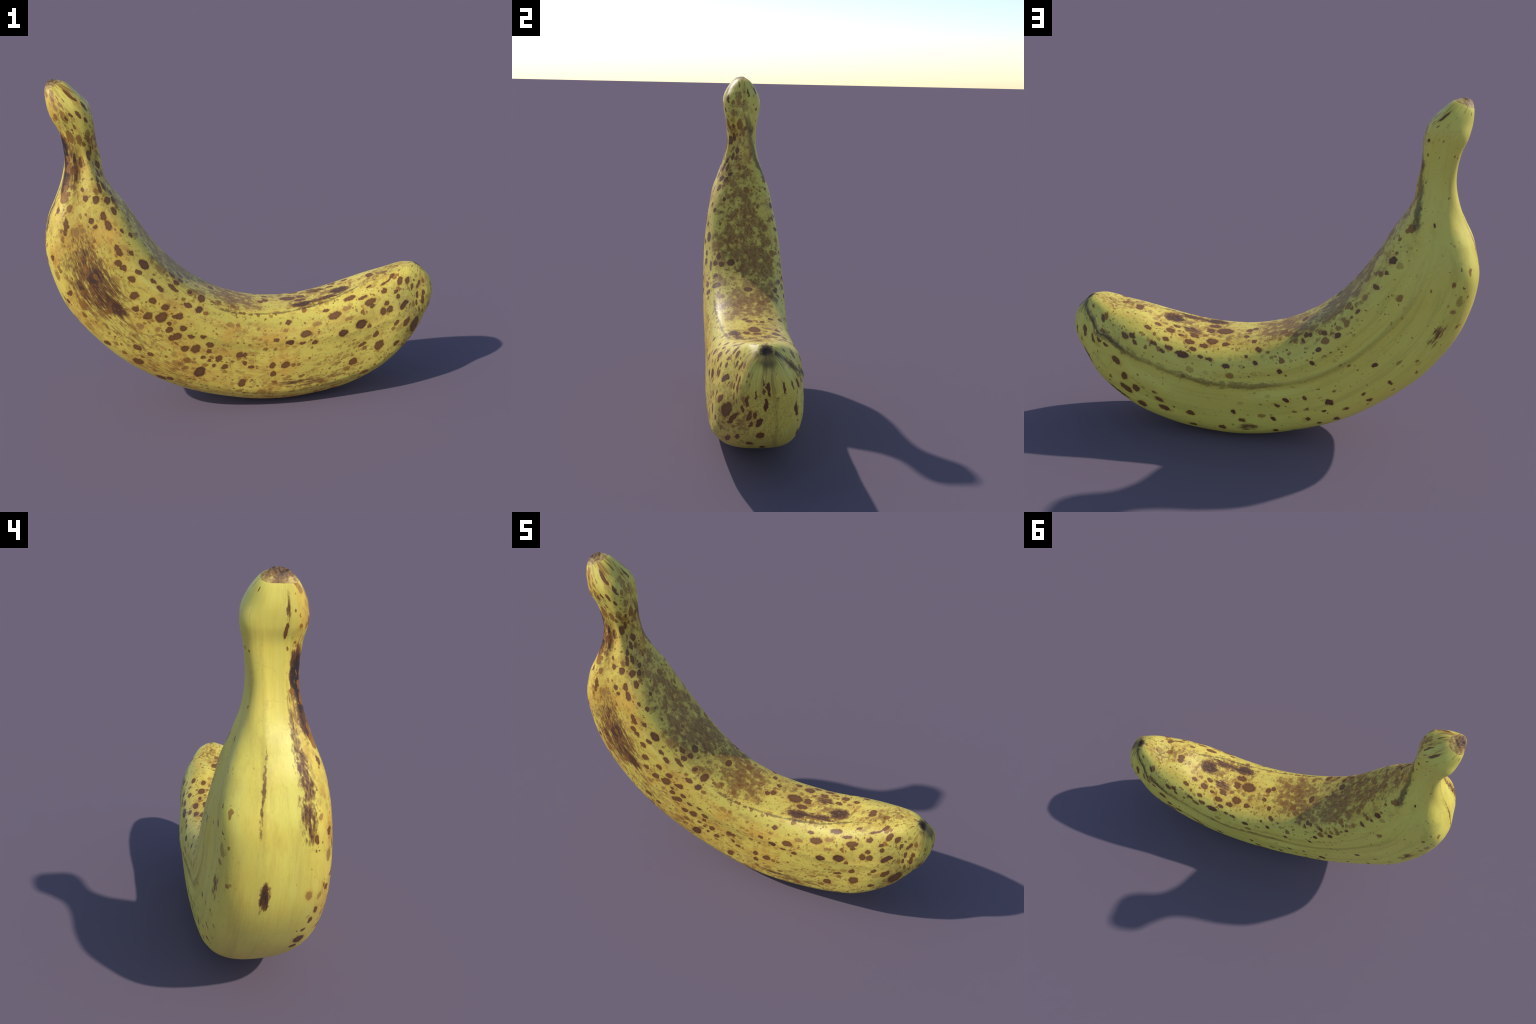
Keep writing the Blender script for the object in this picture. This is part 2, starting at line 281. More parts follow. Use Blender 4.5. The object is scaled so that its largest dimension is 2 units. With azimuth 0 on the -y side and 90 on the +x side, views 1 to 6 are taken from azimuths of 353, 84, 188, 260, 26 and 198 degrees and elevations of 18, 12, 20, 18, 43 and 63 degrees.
SPOTS_BACK = [
    (-1.337, 2.38, 0.0202, 0.069, 1.0), (-1.276, 2.36, 0.0089, 0.043, 0.9), (-1.225, 0.89, 0.0083, 0.044, 0.6),
    (-1.191, 2.39, 0.0147, 0.064, 0.9), (-1.142, 0.88, 0.0305, 0.018, 0.6), (-1.117, 2.43, 0.0165, 0.051, 0.6),
    (-1.039, 2.35, 0.0169, 0.034, 0.9), (-0.885, 1.38, 0.0109, 0.042, 1.0), (-0.875, 2.28, 0.0195, 0.045, 1.0),
    (-0.871, 0.92, 0.0074, 0.038, 0.7), (-0.826, 2.44, 0.0158, 0.049, 0.9), (-0.764, 1.01, 0.0103, 0.028, 0.8),
    (-0.761, 0.83, 0.0098, 0.041, 0.8), (-0.750, 2.25, 0.0176, 0.037, 1.0), (-0.679, 2.09, 0.0112, 0.040, 1.0),
    (-0.669, 0.88, 0.0103, 0.028, 0.9), (-0.627, 1.14, 0.0153, 0.069, 1.0), (-0.603, 0.70, 0.0110, 0.068, 1.0),
    (-0.585, 1.00, 0.0091, 0.024, 1.0), (-0.547, 1.41, 0.0099, 0.057, 0.9), (-0.536, 0.74, 0.0102, 0.034, 0.8),
    (-0.505, 0.91, 0.0116, 0.035, 0.8), (-0.504, 2.12, 0.0136, 0.048, 1.0), (-0.465, 1.46, 0.0107, 0.065, 1.0),
    (-0.414, 1.34, 0.0093, 0.070, 0.8), (-0.392, 2.32, 0.0126, 0.044, 1.0), (-0.371, 1.02, 0.0100, 0.050, 1.0),
    (-0.357, 0.72, 0.0084, 0.043, 1.0), (-0.349, 2.44, 0.0104, 0.031, 0.9), (-0.235, 1.01, 0.0158, 0.049, 0.9),
    (-0.223, 2.27, 0.0218, 0.042, 1.0), (-0.205, 1.21, 0.0105, 0.063, 1.0), (-0.138, 0.82, 0.0152, 0.048, 0.9),
    (-0.126, 2.37, 0.0236, 0.034, 0.9), (-0.069, 2.38, 0.0177, 0.032, 0.9), (-0.006, 0.74, 0.0179, 0.048, 0.9),
    (-0.002, 1.05, 0.0212, 0.051, 0.9), (0.048, 2.35, 0.0451, 0.054, 1.0), (0.124, 0.99, 0.0278, 0.056, 0.9),
    (0.143, 2.38, 0.0265, 0.041, 0.9), (0.153, 1.14, 0.0246, 0.048, 0.9), (0.180, 2.28, 0.0192, 0.035, 0.9),
    (0.234, 0.83, 0.0229, 0.070, 0.9), (0.248, 2.34, 0.0256, 0.038, 0.9), (0.262, 0.10, 0.0351, 0.059, 1.0),
    (0.279, 1.12, 0.0194, 0.081, 0.9), (0.326, 0.99, 0.0355, 0.062, 0.9), (0.350, 1.24, 0.0189, 0.089, 0.9),
    (0.357, 0.75, 0.0568, 0.036, 1.0), (0.365, 2.15, 0.0173, 0.042, 0.9), (0.396, 2.23, 0.0249, 0.053, 0.9),
]
SPOTS_NECK = [
    (-1.927, 2.39, 0.0102, 0.114, 0.7), (-1.925, -2.34, 0.0113, 0.117, 0.8), (-1.923, 2.86, 0.0116, 0.050, 0.9),
    (-1.918, -1.26, 0.0117, 0.141, 0.5), (-1.916, -3.02, 0.0155, 0.083, 0.6), (-1.904, -0.79, 0.0092, 0.126, 0.6),
    (-1.899, -2.53, 0.0147, 0.066, 0.9), (-1.891, -2.98, 0.0217, 0.093, 0.4), (-1.883, -1.46, 0.0088, 0.111, 0.5),
    (-1.873, -1.12, 0.0119, 0.091, 0.6), (-1.865, -2.04, 0.0134, 0.084, 0.9), (-1.857, -1.67, 0.0088, 0.078, 0.9),
    (-1.855, 2.40, 0.0075, 0.074, 0.9), (-1.850, -2.24, 0.0106, 0.065, 0.9), (-1.840, -1.40, 0.0097, 0.079, 0.9),
    (-1.813, -0.28, 0.0181, 0.062, 0.7), (-1.773, -2.54, 0.0170, 0.078, 0.9), (-1.712, -2.45, 0.0223, 0.136, 0.9),
    (-1.695, -2.17, 0.0242, 0.185, 0.9), (-1.665, -1.57, 0.0242, 0.120, 0.9), (-1.648, -2.81, 0.0194, 0.152, 0.7),
    (-1.615, -2.55, 0.0180, 0.102, 0.9), (-1.590, -2.30, 0.0153, 0.084, 0.9), (-1.557, -2.46, 0.0225, 0.076, 0.9),
    (-1.554, -1.58, 0.0100, 0.065, 0.9), (-1.553, -2.25, 0.0250, 0.076, 0.9), (-1.518, -1.69, 0.0126, 0.102, 0.9),
    (-1.518, -2.67, 0.0124, 0.095, 0.7), (-1.516, 1.64, 0.0091, 0.049, 1.0), (-1.508, -2.04, 0.0162, 0.115, 0.9),
]
SPOTS = SPOTS_NECK + SPOTS_FRONT_UPPER + SPOTS_FRONT_LOWER + SPOTS_HOLLOW + SPOTS_BACK + SPOTS_TAIL

# bruises: (along, around, half-length, half-width, strength, name of the look)
BRUISES = [
    (-1.20, -1.38, 0.075, 0.30, 0.98, "rubbed"),     # dark core of the big rubbed patch
    (-1.13, -1.22, 0.060, 0.15, 0.80, "rubbed"),
    (-1.05, -1.33, 0.085, 0.22, 0.90, "rubbed"),
    (-1.17, -1.32, 0.250, 0.66, 0.66, "rubbed"),     # its brown surround
    (-0.93, -1.12, 0.220, 0.38, 0.42, "rubbed"),
    (-1.33, -1.40, 0.110, 0.36, 0.52, "rubbed"),
    (-0.72, -0.95, 0.200, 0.30, 0.36, "rubbed"),
    (-1.165, 0.22, 0.060, 0.075, 1.02, "rubbed"),    # scuff on the back of the bend
    (-1.43, 0.33, 0.110, 0.035, 0.80, "rubbed"),
    (-1.47, -0.42, 0.120, 0.20, 0.66, "rubbed"),     # mottled shoulder
    (-1.37, -0.36, 0.090, 0.17, 0.66, "rubbed"),
    (-1.58, -0.48, 0.060, 0.17, 0.55, "rubbed"),
    (-1.70, -0.80, 0.090, 0.30, 1.35, "rubbed"),     # blackened side of the neck
    (-1.60, -0.85, 0.085, 0.26, 1.15, "rubbed"),
    (-1.65, -1.28, 0.075, 0.22, 0.95, "rubbed"),
    (-1.66, -1.00, 0.170, 0.70, 0.60, "rubbed"),
    (-1.86, -0.28, 0.040, 0.09, 0.75, "rubbed"),
    (0.19, -3.05, 0.100, 0.22, 1.02, "rubbed"),      # dark patch on the hollow side near the tip
    (0.03, 2.95, 0.090, 0.14, 0.85, "rubbed"),
    (-0.10, -2.80, 0.110, 0.12, 1.02, "rubbed"),
    (0.07, -2.84, 0.150, 0.10, 0.90, "rubbed"),
    (-0.05, -1.07, 0.260, 0.14, 0.55, "rubbed"),     # scraped front of the belly
    (0.02, -0.85, 0.300, 0.25, 0.28, "rubbed"),
    (0.63, 2.95, 0.100, 0.45, 0.48, "rubbed"),       # brown hollow side of the tip
    (-1.12, 0.95, 0.070, 0.10, 0.60, "rubbed"),
    (-0.25, 0.85, 0.060, 0.10, 0.65, "rubbed"),
    (-0.58, 3.14, 0.200, 0.48, 0.95, "mottled"),     # brown saddle where the hollow turns
    (-0.72, 2.90, 0.160, 0.52, 0.85, "mottled"),
    (-0.95, 2.95, 0.270, 0.60, 0.95, "mottled"),
    (-1.22, 3.10, 0.280, 0.66, 0.75, "mottled"),
    (-1.45, -3.05, 0.180, 0.72, 0.62, "mottled"),
    (-0.95, -2.72, 0.420, 0.26, 0.62, "mottled"),
    (-0.55, -2.75, 0.200, 0.24, 0.55, "mottled"),
    (-1.86, -2.95, 0.070, 0.60, 0.55, "mottled"),    # brown face of the stem's knob
    (-1.70, -3.00, 0.140, 1.00, 0.52, "mottled"),
    (-0.15, 3.10, 0.300, 0.60, 0.46, "mottled"),
    (0.45, 3.10, 0.250, 0.45, 0.36, "mottled"),
    (0.45, -0.45, 0.200, 0.55, 0.34, "mottled"),     # freckled underside of the tip
]


# --------------------------------------------------------- node building ----
class Nodes:
    """Small helper that writes node trees as expressions."""

    def __init__(self, tree):
        self.tree = tree
        tree.nodes.clear()

    def new(self, kind, **props):
        n = self.tree.nodes.new(kind)
        for k, v in props.items():
            setattr(n, k, v)
        return n

    def put(self, socket, value):
        if isinstance(value, bpy.types.NodeSocket):
            self.tree.links.new(value, socket)
        else:
            socket.default_value = value

    def m(self, op, a, b=0.0, c=0.0):
        n = self.new("ShaderNodeMath", operation=op)
        for s, v in zip(n.inputs, (a, b, c)):
            self.put(s, v)
        return n.outputs[0]

    def add(self, a, b): return self.m("ADD", a, b)
    def sub(self, a, b): return self.m("SUBTRACT", a, b)
    def mul(self, a, b): return self.m("MULTIPLY", a, b)
    def div(self, a, b): return self.m("DIVIDE", a, b)
    def low(self, a, b): return self.m("MINIMUM", a, b)
    def top(self, a, b): return self.m("MAXIMUM", a, b)

    def step(self, x, lo, hi, a=0.0, b=1.0):
        """Smooth step: a at x<=lo, b at x>=hi (lo < hi)."""
        n = self.new("ShaderNodeMapRange", interpolation_type="SMOOTHSTEP", clamp=True)
        for s, v in zip(n.inputs[:5], (x, lo, hi, a, b)):
            self.put(s, v)
        return n.outputs[0]

    def curve(self, x, pts, lo, hi, vlo, vhi, straight=True):
        """y(x) through pts, x in lo..hi, y in vlo..vhi."""
        n = self.new("ShaderNodeFloatCurve")
        c = n.mapping.curves[0]
        pts = [((px - lo) / (hi - lo), (py - vlo) / (vhi - vlo)) for px, py in pts]
        c.points[0].location = pts[0]
        c.points[1].location = pts[-1]
        for p in pts[1:-1]:
            c.points.new(*p)
        for p in c.points:
            p.handle_type = "VECTOR" if straight else "AUTO_CLAMPED"
        n.mapping.update()
        self.put(n.inputs["Value"], self.mul(self.sub(x, lo), 1 / (hi - lo)))
        return self.m("MULTIPLY_ADD", n.outputs[0], vhi - vlo, vlo)

    def xyz(self, x, y, z):
        n = self.new("ShaderNodeCombineXYZ")
        for s, v in zip(n.inputs, (x, y, z)):
            self.put(s, v)
        return n.outputs[0]

    def stretch(self, vec, scale, loc=(0, 0, 0)):
        n = self.new("ShaderNodeMapping")
        self.put(n.inputs["Vector"], vec)
        n.inputs["Scale"].default_value = scale
        n.inputs["Location"].default_value = loc
        return n.outputs[0]

    def add_vec(self, vec, noise_colour, amount):
        """vec pushed about by a noise colour."""
        n = self.new("ShaderNodeVectorMath", operation="MULTIPLY_ADD")
        self.put(n.inputs[0], noise_colour)
        n.inputs[1].default_value = (amount,) * 3
        self.put(n.inputs[2], vec)
        return n.outputs[0]

    def sub_vec(self, a, b):
        n = self.new("ShaderNodeVectorMath", operation="SUBTRACT")
        self.put(n.inputs[0], a)
        n.inputs[1].default_value = b
        return n.outputs[0]

    def length(self, vec):
        n = self.new("ShaderNodeVectorMath", operation="LENGTH")
        self.put(n.inputs[0], vec)
        return n.outputs["Value"]

    def noise(self, vec, scale, detail=3.0, rough=0.55, colour=False):
        n = self.new("ShaderNodeTexNoise")
        self.put(n.inputs["Vector"], vec)
        n.inputs["Scale"].default_value = scale
        n.inputs["Detail"].default_value = detail
        n.inputs["Roughness"].default_value = rough
        return n.outputs["Color" if colour else "Fac"]

    def voronoi(self, vec, scale, feature="F1"):
        n = self.new("ShaderNodeTexVoronoi", feature=feature)
        self.put(n.inputs["Vector"], vec)
        n.inputs["Scale"].default_value = scale
        return n.outputs

    def split(self, vec):
        n = self.new("ShaderNodeSeparateXYZ")
        self.put(n.inputs[0], vec)
        return n.outputs

    def mix(self, f, a, b, blend="MIX"):
        n = self.new("ShaderNodeMix", data_type="RGBA", blend_type=blend)
        self.put(n.inputs[0], f)
        self.put(n.inputs[6], a if isinstance(a, bpy.types.NodeSocket) else (*a, 1))
        self.put(n.inputs[7], b if isinstance(b, bpy.types.NodeSocket) else (*b, 1))
        return n.outputs[2]


YELLOW = (0.76, 0.60, 0.100)
LEMON = (0.76, 0.68, 0.128)
GREENISH = (0.83, 0.695, 0.122)
OCHRE = (0.69, 0.39, 0.058)
BROWN = (0.20, 0.085, 0.024)
DARK = (0.090, 0.036, 0.018)
BLACK = (0.030, 0.020, 0.017)
TAN = (0.34, 0.18, 0.045)
STEM_DOME, TIP_DOME, CUT_ROWS, TIP_START = 0.006, 0.004, 18, -3
TIP_POINT = (0.93, 0.002, 0.662)
CUT_POINT = (-0.893, -0.003, 1.748)
FRAME_OUT = ("along", "around", "radius", "skin", "wobbled_along", "wobbled_around", "wobbled_positive",
             "wobble", "fibre", "broad_fibre", "cloud", "grain", "position")


def group_tree(name, inputs, outputs):
    tree = bpy.data.node_groups.new(name, "ShaderNodeTree")
    N = Nodes(tree)
    for direction, names in (("INPUT", inputs), ("OUTPUT", outputs)):
        for n in names:
            vector = n in ("skin", "wobble", "position", "bumped_normal")
            kind = "NodeSocketVector" if vector else "NodeSocketColor" if n == "colour" else "NodeSocketFloat"
            tree.interface.new_socket(n, in_out=direction, socket_type=kind)
    return tree, N, N.new("NodeGroupInput"), N.new("NodeGroupOutput")


def frame_group(prof):
    """The fruit's own coordinates, and the noises everything else uses."""
    tree, N, _, out = group_tree("fruit_frame", (), FRAME_OUT)
    pos = N.new("ShaderNodeTexCoord").outputs["Object"]
    x, y, z = N.split(pos)
    dx, dz = N.sub(x, BEND_X), N.sub(z, BEND_Z)
    u = N.m("ARCTAN2", dx, N.mul(dz, -1.0))
    rho = N.m("SQRT", N.add(N.mul(dx, dx), N.mul(dz, dz)))
    mid = N.curve(u, [(p[0], p[1]) for p in prof], -2.1, 0.9, 0.6, 1.5)
    drift = N.curve(u, [(p[0], p[2]) for p in prof], -2.1, 0.9, -0.1, 0.1)
    rad = N.curve(u, [(p[0], p[3]) for p in prof], -2.1, 0.9, 0.0, 0.5)
    th = N.m("ARCTAN2", N.sub(y, drift), N.sub(rho, mid))
    wide = N.top(rad, 0.10)          # keeps the grain running straight to the pinched ends
    skin = N.xyz(N.mul(N.m("COSINE", th), wide), N.mul(N.m("SINE", th), wide), N.mul(u, 1.05))
    wob = N.noise(skin, 45.0, 2.0, 0.6, colour=True)
    wx, wy, wz = N.split(wob)
    fine = N.noise(skin, 130.0, 2.0, 0.6)
    wu = N.add(u, N.add(N.mul(N.sub(wx, 0.5), 0.022), N.mul(N.sub(fine, 0.5), 0.004)))
    wt = N.add(th, N.div(N.add(N.mul(N.sub(wy, 0.5), 0.020), N.mul(N.sub(fine, 0.5), 0.004)), rad))
    values = (u, th, rad, skin, wu, wt, N.m("WRAP", wt, 2 * math.pi, 0.0), wob,
              N.noise(N.stretch(skin, (1, 1, 0.05)), 150.0, 3.0, 0.6),
              N.noise(N.stretch(skin, (1, 1, 0.06)), 30.0, 3.0, 0.6),
              N.noise(skin, 6.0, 3.0, 0.55),
              N.noise(N.stretch(skin, (1, 1, 0.4)), 60.0, 4.0, 0.65), pos)
    for name, v in zip(FRAME_OUT, values):
        N.put(out.inputs[name], v)
    return tree


def ellipse(N, fr, a, t, ha, ht, after):
    """Distance from (a, t), 1 on the ellipse's rim; 'after' only keeps the nodes in a single chain."""
    on_hollow = abs(t) > 1.6
    t_in, t0 = (fr["wobbled_positive"], t % (2 * math.pi)) if on_hollow else (fr["wobbled_around"], t)
    src = N.xyz(fr["wobbled_along"], t_in, after)
    return N.length(N.stretch(src, (1 / ha, 1 / ht, 0), (-a / ha, -t0 / ht, 0)))


def colour_group():
    """Skin colour from the frame, the two stain fields and the distances to the nearest spots."""
    fields = ("rubbed_stain", "mottled_stain", "pale_distance", "brown_distance", "dark_distance")
    tree, N, gin, out = group_tree("skin_colour", FRAME_OUT + fields, ("colour", "roughness", "bumped_normal"))
    g = gin.outputs
    u, th, rad, skin, wt, wob = (g[k] for k in ("along", "around", "radius", "skin", "wobbled_around", "wobble"))
    fibre, fibre_wide, cloud, grain, pos = (g[k] for k in ("fibre", "broad_fibre", "cloud", "grain", "position"))
    s_rub, s_mott = g["rubbed_stain"], g["mottled_stain"]

    # --- ground colour: lemon back, ochre front and hollow, green round the knob and the tip
    front = N.mul(N.step(th, -2.6, -2.2), N.step(th, -0.75, -0.35, 1.0, 0.0))
    hollow = N.step(N.m("ABSOLUTE", th), 2.3, 2.7)
    warm = N.add(N.mul(front, N.step(u, -0.25, 0.15, 1.0, 0.45)), N.add(N.mul(hollow, 0.6), 0.08))
    patchy = N.step(N.add(cloud, N.mul(N.sub(grain, 0.5), 0.6)), 0.36, 0.70, 0.25, 1.0)
    col = N.mix(N.step(cloud, 0.3, 0.7), YELLOW, LEMON)
    col = N.mix(N.mul(warm, patchy), col, OCHRE)
    back_side = N.mul(N.step(th, 0.5, 1.0), N.step(th, 2.0, 2.4, 1.0, 0.0))
    knob = N.mul(N.step(u, -1.80, -1.72, 1.0, 0.0), N.step(N.m("ABSOLUTE", th), 0.6, 1.4))
    green = N.top(N.mul(back_side, 0.55), N.mul(knob, 0.55))
    green = N.top(green, N.step(u, 0.55, 0.72, 0.0, 0.55))
    col = N.mix(N.mul(green, N.step(fibre_wide, 0.3, 0.65, 0.5, 1.0)), col, GREENISH)
    col = N.mix(N.step(fibre, 0.45, 0.75, 0.0, 0.28), col, (0.79, 0.64, 0.15))
    col = N.mix(N.step(fibre_wide, 0.50, 0.72, 0.0, 0.30), col, (0.56, 0.37, 0.08))
    col = N.mix(N.step(fibre, 0.25, 0.45, 0.20, 0.0), col, (0.40, 0.27, 0.06))
    bands = N.noise(N.stretch(skin, (1, 1, 0.04)), 14.0, 4.0, 0.6)
    col = N.mix(N.step(bands, 0.52, 0.66, 0.0, 0.45), col, (0.56, 0.47, 0.075))
    col = N.mix(N.step(bands, 0.34, 0.46, 0.40, 0.0), col, (0.80, 0.71, 0.15))
    haze = N.step(N.noise(N.stretch(skin, (1, 1, 0.5)), 18.0, 5.0, 0.72), 0.47, 0.68)
    col = N.mix(N.mul(haze, N.add(N.mul(N.add(N.mul(front, N.step(u, -0.1, 0.3, 1.0, 0.45)), hollow), 0.72), 0.08)), col, (0.49, 0.25, 0.042))

    tail = N.mul(N.step(u, 0.30, 0.55), N.step(N.m("ABSOLUTE", N.add(th, 0.5)), 0.5, 1.3, 1.0, 0.3))
    col = N.mix(N.mul(tail, N.step(fibre, 0.42, 0.62, 0.0, 0.55)), col, (0.40, 0.27, 0.06))
    col = N.mix(N.mul(tail, N.step(N.noise(N.stretch(skin, (1, 1, 0.12)), 75.0, 3.0, 0.6), 0.54, 0.68, 0.0, 0.6)), col, (0.33, 0.19, 0.045))

    # --- stains: rubbed ones break up along the fibres, mottled ones into lace
    rub_break = N.add(N.mul(grain, 0.7), N.mul(fibre, 0.6))
    rubbed = N.step(N.add(s_rub, N.mul(N.sub(rub_break, 0.65), 2.3)), 0.24, 0.62)
    rubbed = N.mul(rubbed, N.step(s_rub, 0.03, 0.25))
    veins = N.m("ABSOLUTE", N.sub(N.noise(N.add_vec(N.stretch(skin, (1, 1, 0.45)), wob, 0.02), 30.0, 3.0, 0.6), 0.5))
    patch = N.noise(N.add_vec(N.stretch(skin, (1, 1, 0.7)), wob, 0.012), 22.0, 3.0, 0.55)
    mott = N.step(N.add(s_mott, N.mul(N.sub(patch, 0.5), 3.2)), 0.32, 0.84)
    mott = N.mul(mott, N.step(s_mott, 0.02, 0.25))
    mott = N.mul(mott, N.step(veins, 0.0, 0.035, 0.60, 1.0))
    col = N.mix(N.mul(mott, N.step(grain, 0.25, 0.7, 0.66, 0.92)), col, (0.25, 0.098, 0.026))
    col = N.mix(N.mul(rubbed, N.step(s_rub, 0.15, 0.7, 0.50, 0.95)), col, (0.235, 0.105, 0.026))
    core = N.mul(N.step(N.add(s_rub, N.add(N.mul(N.sub(fibre, 0.5), 1.5), N.mul(N.sub(grain, 0.5), 1.2))), 0.60, 0.86), rubbed)
    col = N.mix(N.mul(core, 0.92), col, DARK)
    soot = N.mul(N.step(N.add(s_rub, N.mul(N.sub(fibre, 0.5), 0.9)), 0.92, 1.18), rubbed)
    col = N.mix(soot, col, BLACK)
    clear = N.sub(1.0, N.mul(N.step(s_rub, 0.55, 0.95), 0.95))

    # --- scattered small specks, thick on the front and in the hollow, rare on the back
    density = N.curve(th, [(-3.15, 1.0), (-2.55, 1.0), (-2.2, 0.50), (-1.6, 0.95), (-0.9, 1.0), (-0.45, 0.55), (-0.1, 0.12),
                           (0.4, 0.14), (0.8, 0.42), (1.6, 0.35), (2.0, 0.45), (2.5, 0.9), (3.15, 1.0)], -3.2, 3.2, 0, 1)
    density = N.mul(density, N.step(N.noise(skin, 9.0, 2.0), 0.35, 0.6, 0.60, 1.25))
    density = N.add(density, N.mul(tail, 0.25))
    density = N.add(density, N.mul(N.step(u, -1.5, -1.42, 1.0, 0.0), N.mul(N.step(N.m("ABSOLUTE", th), 0.7, 1.1), N.step(th, 0.9, 1.4, 0.35, -0.1))))
    speck_f = None
    for scale, biggest, along_len, seed in ((24.0, 0.36, 0.66, 0.0), (40.0, 0.38, 0.70, 3.1), (75.0, 0.36, 0.75, 7.7)):
        v = N.voronoi(N.add_vec(N.stretch(skin, (1, 1, along_len), (seed, seed, seed)), wob, 0.018), scale)
        r, gg, b = N.split(v["Color"])
        size = N.mul(N.step(r, N.sub(1.0, density), 1.25), biggest * 1.6)
        f = N.step(N.sub(size, v["Distance"]), 0.0, 0.12)
        f = N.mul(f, N.step(gg, 0.1, 0.9, 0.25, 0.92))
        speck_f = f if speck_f is None else N.top(speck_f, f)
    col = N.mix(speck_f, col, (0.28, 0.105, 0.018))

    isle = N.noise(N.stretch(skin, (1, 1, 0.65), (2.2, 0.4, 1.3)), 42.0, 2.5, 0.55)
    isle_amt = N.mul(N.step(N.add(isle, N.mul(N.sub(cloud, 0.5), 0.25)), 0.60, 0.69), N.add(N.mul(front, 0.5), N.mul(hollow, 0.6)))
    isle_amt = N.mul(isle_amt, N.step(N.m("ABSOLUTE", N.add(u, 0.55)), 0.5, 1.3, 1.0, 0.55))
    col = N.mix(isle_amt, col, (0.28, 0.115, 0.026))

    # --- dark lines on the facet edges
    half_wob = N.add(th, N.mul(N.sub(wt, th), 0.5))

    def line(points, half_width, strength, noise_amt):
        t0 = N.curve(u, points, -2.1, 0.9, -3.3, 3.3)
        gap = N.m("WRAP", N.sub(half_wob, t0), math.pi, -math.pi)
        d = N.mul(N.m("ABSOLUTE", gap), rad)
        s = N.curve(u, strength, -2.1, 0.9, 0, 1)
        f = N.m("SUBTRACT", 1.0, N.div(d, N.mul(half_width, N.add(N.mul(s, 0.8), 0.2))))
        f = N.step(N.add(f, N.mul(N.sub(grain, 0.5), noise_amt)), 0.0, 0.8)
        return N.mul(f, s)

    back_shadow = line(BACK_EDGE, 0.034, [(-1.5, 0.0), (-1.1, 0.5), (-0.5, 0.7), (0.2, 0.6), (0.7, 0.2), (0.8, 0.2)], 0.9)  # soft shadow along the side ridge, painted into the skin colour
    col = N.mix(N.mul(back_shadow, 0.6), col, (0.36, 0.28, 0.05))
    back_dark = line(BACK_EDGE, 0.034, [(-0.9, 0.0), (-0.5, 0.12), (-0.42, 0.75), (-0.05, 0.8), (0.1, 0.5), (0.3, 0.5), (0.42, 0.9), (0.66, 1.0), (0.74, 0.8)], 3.4)
    col = N.mix(N.mul(back_dark, 0.75), col, (0.175, 0.090, 0.028))
    back_black = line(BACK_EDGE, 0.016, [(0.25, 0.0), (0.42, 0.5), (0.5, 0.8), (0.7, 0.9)], 1.7)
    col = N.mix(N.mul(back_black, 0.88), col, (0.055, 0.034, 0.022))
    front_dark = line(FRONT_EDGE, 0.011, [(-1.3, 0.0), (-0.95, 0.5), (-0.7, 0.2), (-0.6, 0.8), (-0.5, 0.3), (-0.4, 0.6), (-0.1, 0.8), (0.3, 0.7), (0.5, 0.2), (0.6, 0.0)], 3.2)
    col = N.mix(N.mul(front_dark, 0.88), col, (0.08, 0.042, 0.024))
    streak = line(NECK_STREAK, 0.027, [(-1.85, 0.2), (-1.79, 0.75), (-1.7, 0.7), (-1.6, 0.85), (-1.51, 0.95), (-1.47, 0.0)], 1.9)
    col = N.mix(N.mul(streak, 0.92), col, (0.10, 0.050, 0.022))
    keel = line(KEEL_LINE, 0.022, [(-1.75, 0.2), (-1.5, 0.5), (-1.4, 0.5), (-1.25, 0.1), (-0.3, 0.0), (0.1, 0.0), (0.3, 0.5), (0.7, 0.5)], 1.6)
    col = N.mix(N.mul(keel, 0.7), col, (0.33, 0.22, 0.035))

    # --- the big spots: ochre halo, dark rim, browner middle
    for kind, rim, inner, amount in (("pale", TAN, (0.33, 0.16, 0.045), 0.8),
                                     ("brown", (0.112, 0.038, 0.013), (0.178, 0.064, 0.018), 0.95),
                                     ("dark", (0.080, 0.030, 0.013), (0.150, 0.058, 0.020), 1.0)):
        d = N.add(g[kind + "_distance"], N.mul(N.sub(grain, 0.5), 0.18))
        col = N.mix(N.mul(N.step(d, 0.9, 1.8, 0.45, 0.0), clear), col, OCHRE)
        spot = N.step(d, 0.76, 1.14, amount, 0.0)
        col = N.mix(N.mul(spot, clear), col, N.mix(N.step(N.add(d, N.mul(N.sub(grain, 0.5), 0.5)), 0.4, 0.95), inner, rim))

    # --- thin scratches and the dry dark star round the tip
    web = N.voronoi(N.add_vec(skin, wob, 0.03), 11.0, "DISTANCE_TO_EDGE")["Distance"]
    scratch = N.mul(N.step(web, 0.0, 0.030, 1.0, 0.0), N.step(N.noise(skin, 14.0, 2.0), 0.48, 0.60))
    col = N.mix(N.mul(scratch, N.add(N.mul(front, 0.42), 0.12)), col, (0.22, 0.11, 0.035))
    to_tip = N.length(N.sub_vec(pos, TIP_POINT))
    star = N.step(N.add(to_tip, N.mul(N.sub(fibre_wide, 0.5), 0.10)), 0.012, 0.060, 0.75, 0.0)
    col = N.mix(star, col, (0.11, 0.065, 0.022))

    bump = N.new("ShaderNodeBump")
    bump.inputs["Strength"].default_value = 0.25
    bump.inputs["Distance"].default_value = 0.004
    N.put(bump.inputs["Height"], N.add(N.mul(fibre, 0.5), N.mul(grain, 0.3)))
    N.put(out.inputs["colour"], col)
    N.put(out.inputs["roughness"], N.add(0.47, N.mul(rubbed, 0.10)))
    N.put(out.inputs["bumped_normal"], bump.outputs[0])
    return tree


